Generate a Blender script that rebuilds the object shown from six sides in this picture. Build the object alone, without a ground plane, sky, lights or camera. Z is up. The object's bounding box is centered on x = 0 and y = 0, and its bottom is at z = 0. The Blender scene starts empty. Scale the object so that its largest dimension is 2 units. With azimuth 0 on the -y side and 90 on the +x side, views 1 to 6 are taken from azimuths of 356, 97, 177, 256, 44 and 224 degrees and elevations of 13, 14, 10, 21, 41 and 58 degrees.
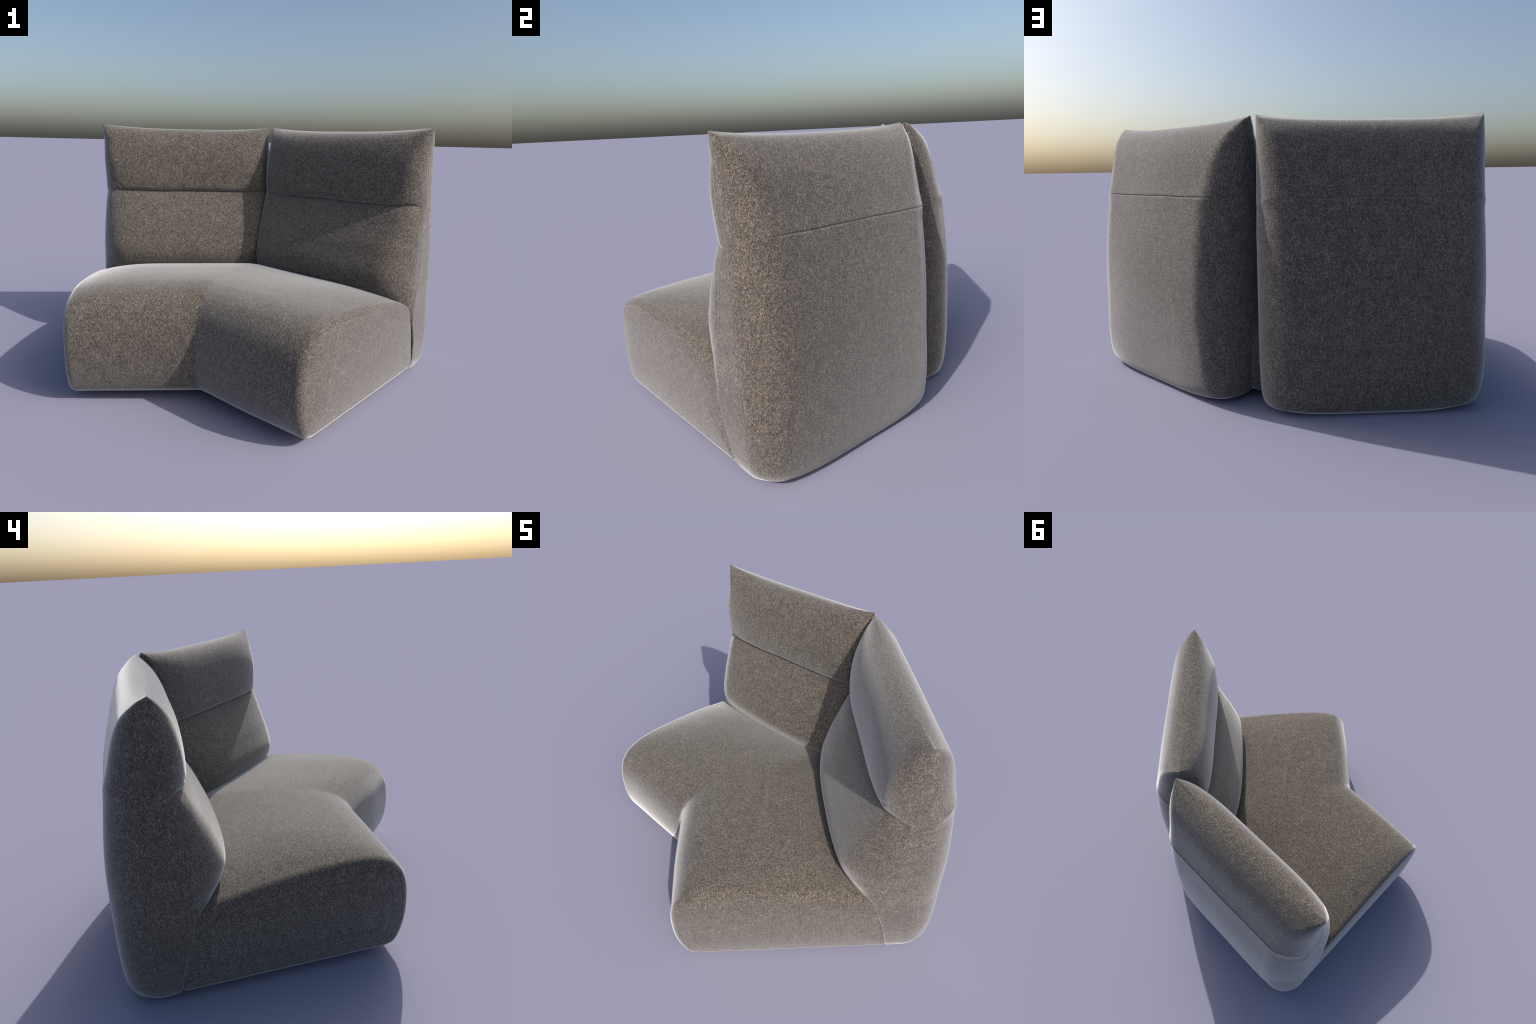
"""Upholstered 45-degree corner sofa: one L-shaped seat and two plump backrests
whose headrests are pinched off by a seam.  Everything is modelled for the left
wing (front towards -y) and mirrored across the corner's bisector plane."""
import math
import bpy
import numpy as np
from mathutils import Matrix

# ------------------------------------------------------------------ frame
APEX = np.array([0.108, 0.6255])            # where the two ridges meet
TURN = math.radians(45.0)                   # angle between the wings
AXIS = np.array([-math.sin(TURN / 2), -math.cos(TURN / 2)])   # bisector, towards the sitter
SLOPE = math.tan(TURN / 2)
SLIDE = np.array([-0.0080, -0.0180])        # the right wing stands this much further in


def bisector_x(y):
    return APEX[0] + SLOPE * (y - APEX[1])


def mirror(p, blend=0.0, share=1.0):
    """Reflect points across the vertical bisector plane."""
    v = p[..., :2] - APEX
    along = v @ AXIS
    q = p.copy()
    q[..., :2] = APEX + 2 * along[..., None] * AXIS - v
    reach = np.abs(v @ np.array([-AXIS[1], AXIS[0]]))
    q[..., :2] += share * SLIDE * (smoothstep(0, blend, reach)[..., None] if blend else 1)
    return q


def gauss(x, s):
    return np.exp(-(x / s) ** 2)


def smoothstep(a, b, x):
    t = np.clip((x - a) / (b - a), 0, 1)
    return t * t * (3 - 2 * t)


def pchip(xk, yk, x):
    """Monotone cubic interpolation (no overshoot), columns independent."""
    xk, yk = np.asarray(xk, float), np.asarray(yk, float)
    if yk.ndim == 1:
        return pchip(xk, yk[:, None], x)[:, 0]
    h = np.diff(xk)[:, None]
    d = np.diff(yk, axis=0) / h
    m = np.zeros_like(yk)
    a, b = d[:-1], d[1:]
    same = a * b > 0
    w1, w2 = 2 * h[1:] + h[:-1], h[1:] + 2 * h[:-1]
    with np.errstate(divide="ignore", invalid="ignore"):
        hm = (w1 + w2) / (w1 / a + w2 / b)
    m[1:-1] = np.where(same, hm, 0)
    m[0], m[-1] = d[0], d[-1]
    i = np.clip(np.searchsorted(xk, x) - 1, 0, len(xk) - 2)
    hh = (xk[i + 1] - xk[i])[:, None]
    t = ((x - xk[i])[:, None]) / hh
    return (yk[i] * (1 + 2 * t) * (1 - t) ** 2 + m[i] * hh * t * (1 - t) ** 2
            + yk[i + 1] * t * t * (3 - 2 * t) + m[i + 1] * hh * t * t * (t - 1))


def catmull(pts, per_metre, closed=False):
    """Smooth curve through points, resampled evenly."""
    p = np.asarray(pts, float)
    s = np.r_[0, np.cumsum(np.linalg.norm(np.diff(p, axis=0), axis=1) ** 0.5)]
    n = len(p)
    m = np.zeros_like(p)
    for i in range(n):
        a, b = max(i - 1, 0), min(i + 1, n - 1)
        m[i] = (p[b] - p[a]) / (s[b] - s[a])
    x = np.linspace(0, s[-1], 3000)
    i = np.clip(np.searchsorted(s, x) - 1, 0, n - 2)
    h = (s[i + 1] - s[i])[:, None]
    t = ((x - s[i])[:, None]) / h
    c = (p[i] * (1 + 2 * t) * (1 - t) ** 2 + m[i] * h * t * (1 - t) ** 2
         + p[i + 1] * t * t * (3 - 2 * t) + m[i + 1] * h * t * t * (t - 1))
    L = np.r_[0, np.cumsum(np.linalg.norm(np.diff(c, axis=0), axis=1))]
    k = np.linspace(0, L[-1], int(L[-1] * per_metre) + 1)
    return np.c_[np.interp(k, L, c[:, 0]), np.interp(k, L, c[:, 1])]


# ------------------------------------------------------------------ fabric
def fabric(name):
    m = bpy.data.materials.new(name)
    m.use_nodes = True
    nt = m.node_tree
    nt.nodes.clear()

    def node(kind, **values):
        n = nt.nodes.new(kind)
        for key, v in values.items():
            if key in n.inputs:
                n.inputs[key].default_value = v
            else:
                setattr(n, key, v)
        return n

    def math_node(op, a, b=None):
        n = node("ShaderNodeMath", operation=op)
        for i, v in enumerate((a, b)):
            if v is None:
                continue
            if isinstance(v, (int, float)):
                n.inputs[i].default_value = v
            else:
                nt.links.new(v, n.inputs[i])
        return n.outputs[0]

    co = node("ShaderNodeTexCoord").outputs["Object"]

    def noise(scale, stretch, detail, rough):
        mp = node("ShaderNodeMapping")
        mp.inputs["Scale"].default_value = stretch
        nt.links.new(co, mp.inputs["Vector"])
        n = node("ShaderNodeTexNoise", Scale=scale, Detail=detail, Roughness=rough)
        nt.links.new(mp.outputs[0], n.inputs["Vector"])
        return n.outputs["Fac"]

    wob = node("ShaderNodeMapping")
    wob.inputs["Scale"].default_value = (1, 1, 0.75)
    nt.links.new(co, wob.inputs["Vector"])
    knot = node("ShaderNodeTexVoronoi", Scale=GRAIN["knot"], Randomness=0.75)
    nt.links.new(wob.outputs[0], knot.inputs["Vector"])
    tint = node("ShaderNodeSeparateColor")
    nt.links.new(knot.outputs["Color"], tint.inputs[0])
    dot = math_node("SUBTRACT", 1.0, knot.outputs["Distance"])
    fine = noise(GRAIN["yarn"], (1, 1, 0.62), 2.0, 0.65)      # single threads
    yarn = math_node("ADD", math_node("MULTIPLY", fine, 0.50),
                     math_node("ADD", math_node("MULTIPLY", tint.outputs[0], 0.26), math_node("MULTIPLY", dot, 0.22)))
    slub = noise(GRAIN["slub"], (1, 1, 0.45), 2.0, 0.55)      # thicker melange streaks
    cloud = noise(22.0, (1, 1, 0.6), 3.0, 0.6)                 # faint dye clouds
    v = math_node("ADD", math_node("MULTIPLY", yarn, GRAIN["yarn_mix"]),
                  math_node("ADD", math_node("MULTIPLY", slub, GRAIN["slub_mix"]),
                            math_node("MULTIPLY", cloud, 0.10)))
    ramp = node("ShaderNodeValToRGB")
    nt.links.new(v, ramp.inputs[0])
    e = ramp.color_ramp.elements
    total = (GRAIN["yarn_mix"] + GRAIN["slub_mix"] + 0.10) / 2
    e[0].position, e[0].color = total - GRAIN["spread"], (*COLOUR["dark"], 1)
    e[1].position, e[1].color = total + GRAIN["spread"] * 1.15, (*COLOUR["light"], 1)
    mid = e.new(total)
    mid.color = (*COLOUR["mid"], 1)

    bump = node("ShaderNodeBump", Strength=GRAIN["bump"], Distance=0.004)
    nt.links.new(yarn, bump.inputs["Height"])
    b = node("ShaderNodeBsdfPrincipled")
    b.inputs["Roughness"].default_value = 0.9
    b.inputs["Specular IOR Level"].default_value = 0.12
    b.inputs["Sheen Weight"].default_value = SHEEN["weight"]
    b.inputs["Sheen Roughness"].default_value = SHEEN["rough"]
    b.inputs["Sheen Tint"].default_value = SHEEN["tint"]
    nt.links.new(ramp.outputs[0], b.inputs["Base Color"])
    nt.links.new(bump.outputs[0], b.inputs["Normal"])
    out = node("ShaderNodeOutputMaterial")
    nt.links.new(b.outputs[0], out.inputs["Surface"])
    return m


GRAIN = dict(knot=310.0, yarn=370.0, slub=95.0, yarn_mix=0.80, slub_mix=0.20, spread=0.185, bump=0.22)
COLOUR = dict(dark=(0.030, 0.025, 0.021), mid=(0.094, 0.081, 0.067), light=(0.305, 0.268, 0.226))
SHEEN = dict(weight=1.0, rough=0.42, tint=(1.0, 1.0, 1.0, 1))


# ------------------------------------------------------------------ meshes
def grid_normals(v, quads):
    n = np.zeros_like(v)
    a, b, c, d = (v[quads[:, i]] for i in range(4))
    fn = np.cross(c - a, d - b)
    for i in range(4):
        np.add.at(n, quads[:, i], fn)
    return n / np.maximum(np.linalg.norm(n, axis=1, keepdims=True), 1e-12)


def make_object(name, verts, faces, material, parent=None, normals=None):
    """faces: (n,4) quads; drops unused vertices; custom normals keep split parts seamless."""
    used, inv = np.unique(faces, return_inverse=True)
    faces = inv.reshape(faces.shape)
    me = bpy.data.meshes.new(name)
    me.vertices.add(len(used))
    me.vertices.foreach_set("co", verts[used].astype(np.float32).ravel())
    me.loops.add(faces.size)
    me.loops.foreach_set("vertex_index", faces.astype(np.int32).ravel())
    me.polygons.add(len(faces))
    me.polygons.foreach_set("loop_start", np.arange(0, faces.size, 4, dtype=np.int32))
    me.polygons.foreach_set("loop_total", np.full(len(faces), 4, np.int32))
    me.update(calc_edges=True)
    me.polygons.foreach_set("use_smooth", np.ones(len(faces), bool))
    if normals is not None:
        me.normals_split_custom_set_from_vertices(normals[used].tolist())
    me.materials.append(material)
    ob = bpy.data.objects.new(name, me)
    bpy.context.scene.collection.objects.link(ob)
    if parent is not None:
        ob.parent = parent
    return ob


# ------------------------------------------------------------------ backrest
# Side profiles (y, z) as knots from the floor up to the ridge, for the cushion's
# middle and for its ends, front and back.  Knot GROOVE is the headrest seam.
FRONT_END = [(.672, .027), (.650, .040), (.628, .13), (.600, .245), (.556, .375), (.492, .47), (.438, .555), (.427, .615),
             (.453, .740), (.503, .865), (.535, .940), (.550, .972), (.562, .990), (.557, .995), (.551, 1.03),
             (.547, 1.09), (.548, 1.14), (.560, 1.22), (.580, 1.298), (.605, 1.355), (.625, 1.385), (.636, 1.396), (.642, 1.401)]
FRONT_MID = [(.672, .0), (.650, .022), (.628, .13), (.600, .245), (.535, .375), (.440, .46), (.369, .545), (.353, .608),
             (.396, .738), (.459, .866), (.502, .942), (.525, .976), (.545, 1.000), (.526, .989), (.511, 1.010),
             (.507, 1.085), (.510, 1.145), (.520, 1.225), (.540, 1.290), (.567, 1.339), (.600, 1.367), (.628, 1.3765), (.640, 1.377)]
BACK_END = [(.790, .025), (.842, .048), (.872, .13), (.883, .25), (.884, .42), (.883, .52), (.881, .62), (.878, .70),
            (.872, .79), (.866, .89), (.857, .98), (.853, 1.012), (.851, 1.022), (.849, 1.032), (.844, 1.05),
            (.827, 1.10), (.807, 1.165), (.780, 1.245), (.740, 1.32), (.695, 1.362), (.668, 1.386), (.650, 1.396), (.642, 1.401)]
BACK_MID = [(.858, .0), (.884, .024), (.900, .10), (.908, .25), (.911, .40), (.910, .50), (.906, .61), (.900, .69),
            (.889, .79), (.874, .89), (.860, .985), (.855, 1.015), (.848, 1.021), (.851, 1.027), (.844, 1.05),
            (.829, 1.10), (.811, 1.165), (.787, 1.237), (.755, 1.298), (.722, 1.342), (.684, 1.369), (.653, 1.3765), (.640, 1.377)]
GROOVE = 12
# outer end of the cushion: x by height
END_X = [(0, -.945), (.03, -.968), (.10, -.989), (.25, -1.000), (.5, -.998), (.75, -.990), (.93, -.983), (1.0, -.980),
         (1.05, -.980), (1.2, -.982), (1.3, -.985), (1.36, -.989), (1.401, -.992)]
INNER_X = [(0, .060), (.03, .082), (.10, .096), (.3, .102), (.8, .103), (1.0, .100), (1.25, .097), (1.401, .096)]
CENTRE_X = -0.4475
# seam on the end face, from the ridge corner to where the seat begins: y by height
END_SEAM = [(0.0, .70), (.30, .60), (.385, .548), (.50, .578), (.60, .602), (.75, .615), (.90, .630), (1.0, .637), (1.2, .634), (1.401, .640)]


def backrest_grid():
    """Rows run up the cushion, columns run round it (front, inner end, back, outer end)."""
    knots = [np.array(k) for k in (FRONT_END, FRONT_MID, BACK_END, BACK_MID)]
    steps = [np.max([np.linalg.norm(k[i + 1] - k[i]) for k in knots]) for i in range(len(FRONT_END) - 1)]
    s = np.r_[0, np.cumsum(np.maximum(steps, 0.012))]
    rows = []
    for i, st in enumerate(steps):
        n = max(4, int(round(st / 0.0055)))
        if i == len(steps) - 1:
            n = 10
        rows.append(np.linspace(s[i], s[i + 1], n, endpoint=False))
    rows = np.r_[np.concatenate(rows), s[-1]]
    groove_row = int(np.argmin(abs(rows - s[GROOVE])))
    fe, fm, be, bm = (pchip(s, k, rows) for k in knots)
    R = len(rows)
    mid_z = (fe[:, 1] + be[:, 1]) / 2
    half_w = -pchip(*zip(*END_X), np.clip(mid_z, 0, 1.401)) + CENTRE_X
    depth = be[:, 0] - fe[:, 0]
    depth = np.maximum(depth, 0.0006)

    # corner radii, limited where the cushion thins towards the ridge
    up = smoothstep(.85, 1.05, mid_z)
    taper = smoothstep(.95, 1.40, mid_z)
    rf = np.minimum(0.009 + 0.125 * smoothstep(.34, .60, mid_z) + 0.035 * gauss(mid_z - .64, .17) - 0.016 * smoothstep(.80, .95, mid_z) - 0.040 * smoothstep(.98, 1.22, mid_z), 0.46 * depth)
    rb = np.minimum(0.184 - 0.018 * smoothstep(.12, .35, mid_z) - 0.070 * taper, 0.50 * depth)

    nf, ne, nb, nc = 190, 90, 190, 18
    u = np.linspace(0, 1, nf, endpoint=False)[None]
    fi = np.minimum(rf, 0.065)[:, None]                      # the inner corner is pressed square
    c = np.linspace(0, 1, nc, endpoint=False)[None] * math.pi / 2
    e = np.linspace(0, 1, ne, endpoint=False)[None]
    w, d = half_w[:, None], depth[:, None]
    f, b = rf[:, None], rb[:, None]
    X = np.concatenate([(-w + f) + u * (2 * w - f - fi),              # front, outer -> inner
                        w - fi + fi * np.sin(c),                       # front inner corner
                        w + 0 * e * w,                               # inner end
                        w - b + b * np.cos(c),                       # back inner corner
                        (w - b) - u * (2 * w - 2 * b),               # back
                        -w + b - b * np.sin(c),                      # back outer corner
                        -w + 0 * e * w,                              # outer end
                        -w + f - f * np.cos(c)], 1)                  # front outer corner
    Q = np.concatenate([0 * u * w, fi - fi * np.cos(c), fi + e * (d - fi - b), d - b + b * np.sin(c),
                        d + 0 * u * w, d - b + b * np.cos(c), d - b - e * (d - f - b), f - f * np.sin(c)], 1) / d
    xi = np.clip(np.abs(X) / w, 0, 1)
    pf = (2.6 + 1.6 * up)[:, None]
    g_front, g_back = 1 - xi ** pf, 1 - xi ** 4.0
    F = fe[:, None] + (fm - fe)[:, None] * g_front[..., None]
    B = be[:, None] + (bm - be)[:, None] * g_back[..., None]
    # ears: the ridge stays low and lifts only near the two corners
    sag = (1 - xi ** 3.0) - (1 - xi ** pf)
    F[..., 1] += (fm - fe)[:, None, 1] * sag * smoothstep(1.2, 1.4, mid_z)[:, None]
    B[..., 1] += (bm - be)[:, None, 1] * (xi ** 4.0 - xi ** 3.0) * smoothstep(1.2, 1.4, mid_z)[:, None]
    P2 = F + (B - F) * Q[..., None]
    grow = (pchip(*zip(*INNER_X), np.clip(mid_z, 0, 1.401)) - CENTRE_X) / half_w
    X = np.where(X > 0, X * grow[:, None], X)
    P = np.concatenate([(X + CENTRE_X)[..., None], P2], 2)

    end = smoothstep(.90, 1.0, xi)
    # the seam sags across the ends and leaves a shallow crease there
    near = gauss(mid_z - 1.005, .10)[:, None]
    P[..., 2] -= end * near * 0.034 * 4 * Q * (1 - Q)
    row_d = (mid_z - mid_z[groove_row])[:, None]
    P[..., 2] += gauss(row_d, .05) * (.0012 * np.sin(11 * X + .8) + .0009 * np.sin(27 * X + 2.1 + 3 * Q))
    sgn = np.sign(X)
    P[..., 0] -= sgn * smoothstep(.985, .999, xi) * 0.0022 * gauss(row_d, .006) * (0.35 + 0.65 * np.abs(2 * Q - 1))
    P[..., 0] += sgn * smoothstep(.985, .999, xi) * 0.0015 * gauss(row_d - .035, .03)

    # puckers gathered at the front corners just under and over the seam
    col = np.arange(P.shape[1])[None]
    for centre in (nf + nc / 2, P.shape[1] - nc / 2):
        a = np.abs(col - centre)
        a = np.minimum(a, P.shape[1] - a)
        fall = gauss(a, 14.0)
        pl = np.where(row_d < 0, gauss(row_d, .045), gauss(row_d, .02)) * (1 - gauss(row_d, .006))
        P[..., 1] -= 0.0022 * fall * pl * np.cos(2 * math.pi * a / 6.5)
    # a few short folds on the back half of each end, below the seam
    for z0, q0, tilt, amp in ((.955, .60, .06, .0028), (.921, .62, .04, .0024), (.870, .66, .12, .0030)):
        line = P[..., 2] - z0 - tilt * (Q - q0)
        P[..., 0] += sgn * smoothstep(.97, .995, xi) * amp * gauss(line, .007) * gauss(Q - q0, .16)
    # a diagonal tuck at the outer front corner of the headrest
    line = (P[..., 2] - 1.02) - 0.75 * (-.872 - P[..., 0])
    on_front = (Q < .2)
    P[..., 1] += on_front * 0.004 * gauss(line, .007) * gauss(P[..., 0] + .872, .045)

    # stitched line down each end
    ys = pchip(*zip(*END_SEAM), np.clip(P[..., 2].ravel(), 0, 1.4)).reshape(P.shape[:2])
    on_end = smoothstep(.97, .99, xi) * smoothstep(.37, .43, P[..., 2]) * (depth[:, None] > .03)
    P[..., 0] -= sgn * on_end * (0.0016 * gauss(P[..., 1] - ys, .0035) - .0005 * gauss(P[..., 1] - ys - .008, .006))

    # soft unevenness of stuffed foam
    x, y, z = P[..., 0], P[..., 1], P[..., 2]
    P[..., 1] += 0.0022 * np.sin(7.1 * x + 3.3 * z + .6) * np.sin(6.3 * z - 2.0 * x) * (1 - xi ** 6) * (np.abs(row_d) > -1)

    # the two backrests press against each other along the bisector plane
    lim = bisector_x(P[..., 1]) - 0.0018
    over = P[..., 0] - lim
    k = 0.006
    P[..., 0] = np.where(P[..., 1] < .66, lim + np.where(over > -40 * k, -k * np.log1p(np.exp(-np.clip(over, -.24, .24) / k)), over), P[..., 0])
    return P, groove_row


def close_bottom(P, steps=10):
    """Extra rows that carry the bottom ring in to a flat sole."""
    ring = P[0]
    core = ring.copy()
    core[:, 0] = np.clip(ring[:, 0], -.75, -.15)
    core[:, 1] = .74
    core[:, 2] = 0.0
    t = np.linspace(0, 1, steps, endpoint=False)[:, None, None]
    return np.concatenate([core + (ring - core) * t, P], 0)


def wrap_quads(r0, r1, cols):
    i, j = np.meshgrid(np.arange(r0, r1), np.arange(cols), indexing="ij")
    n = (j + 1) % cols
    return np.stack([i * cols + j, i * cols + n, (i + 1) * cols + n, (i + 1) * cols + j], -1).reshape(-1, 4)


def build_backrests(root, material):
    P, groove = backrest_grid()
    sole = 10
    P = close_bottom(P, sole)
    groove += sole
    R, C = P.shape[:2]
    # left backrest lives in world axes; the right one is its mirror image, kept in
    # coordinates turned with it so that the cloth runs along the cushion
    turn = Matrix.Rotation(-TURN, 4, "Z")
    pivot = Matrix.Translation((APEX[0], APEX[1], 0))
    world_right = pivot @ turn @ pivot.inverted()
    for side in (0, 1):
        v = P.reshape(-1, 3)
        lower, upper = wrap_quads(0, groove, C), wrap_quads(groove, R - 1, C)
        place = Matrix.Identity(4)
        if side:
            v = mirror(v)
            inv = np.array(world_right.inverted())
            v = v @ inv[:3, :3].T + inv[:3, 3]
            lower, upper = lower[:, ::-1], upper[:, ::-1]
            place = world_right
        n = grid_normals(v, np.concatenate([lower, upper]))
        back = make_object("backrest", v, lower, material, root, n)
        back.matrix_world = place
        head = make_object("headrest", v, upper, material, back, n)
        head.matrix_parent_inverse = Matrix.Identity(4)


# ------------------------------------------------------------------ seat
SEAT_PROFILE = [(.30, .034), (-.28, .034), (-.365, .038), (-.412, .062), (-.445, .125), (-.464, .22), (-.465, .33),
                (-.453, .415), (-.424, .488), (-.368, .545), (-.28, .578), (-.17, .593), (-.05, .597), (.07, .592), (.20, .574),
                (.30, .554), (.37, .536), (.46, .508), (.57, .450), (.635, .37), (.655, .28), (.660, .16), (.660, .08), (.640, .038),
                (.58, .034), (.30, .034)]
SEAT_END = -0.990


def build_seat(root, material):
    prof = catmull(SEAT_PROFILE, 190)[:-1]
    n = len(prof)
    tan = np.roll(prof, -1, 0) - np.roll(prof, 1, 0)
    tan /= np.linalg.norm(tan, axis=1, keepdims=True)
    out = np.c_[-tan[:, 1], tan[:, 0]]                      # outward for this winding
    centre = np.array([.10, .27])
    if np.sum(out * (prof - centre)) < 0:
        out = -out
    radius = 0.038
    sections = []
    # cap of the end: rings growing from the middle of the end panel to its seam
    edge_c = prof - out * radius * 1.0
    core = np.c_[np.clip(prof[:, 0], -.20, .42), np.full(n, .27)]
    rings = np.r_[np.linspace(0, .90, 26, endpoint=False), np.linspace(.90, .975, 9, endpoint=False), np.linspace(.975, 1, 9)]
    for t in rings:
        yz = core + (edge_c - core) * t
        bulge = 0.012 * (1 - t ** 2.5)
        x = SEAT_END + 0.003 - bulge
        # stitched groove along the edge of the end panel
        x = x + .0022 * math.exp(-((t - .990) / .006) ** 2) * smoothstep(.44, .52, prof[:, 1])
        sections.append(np.c_[x, yz])
    for a in np.linspace(0, math.pi / 2, 13)[1:]:
        # rounded edge between the end panel and the top
        yz = prof - out * radius * (1 - math.sin(a))
        sections.append(np.c_[np.full(n, SEAT_END + .003 + radius * (1 - math.cos(a))), yz])
    x0 = SEAT_END + .003 + radius
    end_x = bisector_x(prof[:, 0])
    span = np.r_[np.linspace(0, .9, 90, endpoint=False), np.linspace(.9, 1, 25)][1:]
    for t in span:
        sections.append(np.c_[x0 + (end_x - x0) * t, prof])
    P = np.array(sections)
    # padding: the top sinks gently towards the end panel
    topness = smoothstep(.36, .60, P[..., 2])
    P[..., 2] -= topness * (.010 + .028 * smoothstep(-.32, .10, P[..., 1])) * gauss(P[..., 0] - SEAT_END, .20)
    P[..., 2] -= topness * .016 * gauss(P[..., 0] - SEAT_END, .075)
    P[..., 1] += smoothstep(-.36, -.43, P[..., 1]) * .006 * gauss(P[..., 0] - SEAT_END, .22)
    P[..., 2] += topness * .0022 * np.sin(6 * P[..., 0] + 2.0) * np.sin(7 * P[..., 1])
    # the wings are stuffed fullest where they meet at the front
    meet = P[..., 0] - bisector_x(P[..., 1])
    full_front = gauss(meet, .42) * smoothstep(-.15, -.42, P[..., 1]) * smoothstep(.03, .09, P[..., 2])
    P[..., 1] -= .013 * full_front
    P[..., 0] -= .005 * full_front * (meet > -.9)
    P[..., 2] += .013 * topness * gauss(meet, .30) * gauss(P[..., 1] + .30, .22)
    # join with the mirror image, sharing the section on the bisector
    full = np.concatenate([P, mirror(P, .35, .6)[::-1][1:]], 0)
    R = len(full)
    mid = len(P) - 1
    # ease the crease where the two wings meet: tight near the floor, soft on top
    for it in range(100):
        reach = .006 + .040 * smoothstep(.22, .55, full[..., 2])
        dist = np.abs((full[..., :2] - APEX) @ np.array([-AXIS[1], AXIS[0]]))
        wgt = np.clip(1 - dist / reach, 0, 1)[1:-1, :, None] * .5
        full[1:-1] += wgt * (.5 * (full[:-2] + full[2:]) - full[1:-1])
    v = full.reshape(-1, 3)
    i, j = np.meshgrid(np.arange(R - 1), np.arange(n), indexing="ij")
    k = (j + 1) % n
    q = np.stack([i * n + j, i * n + k, (i + 1) * n + k, (i + 1) * n + j], -1).reshape(-1, 4)
    nrm = grid_normals(v, q)
    if np.sum(nrm * (v - v.mean(0))) < 0:
        q = q[:, ::-1]
        nrm = -nrm
    make_object("seat", v, q, material, root, nrm)


# ------------------------------------------------------------------ assembly
root = bpy.data.objects.new("corner_sofa", None)
bpy.context.scene.collection.objects.link(root)
root["label"] = "angled grey-brown fabric corner sofa with two high backs"
root["category"] = "corner sofa"
cloth = fabric("woven_fabric")
build_seat(root, cloth)
build_backrests(root, cloth)
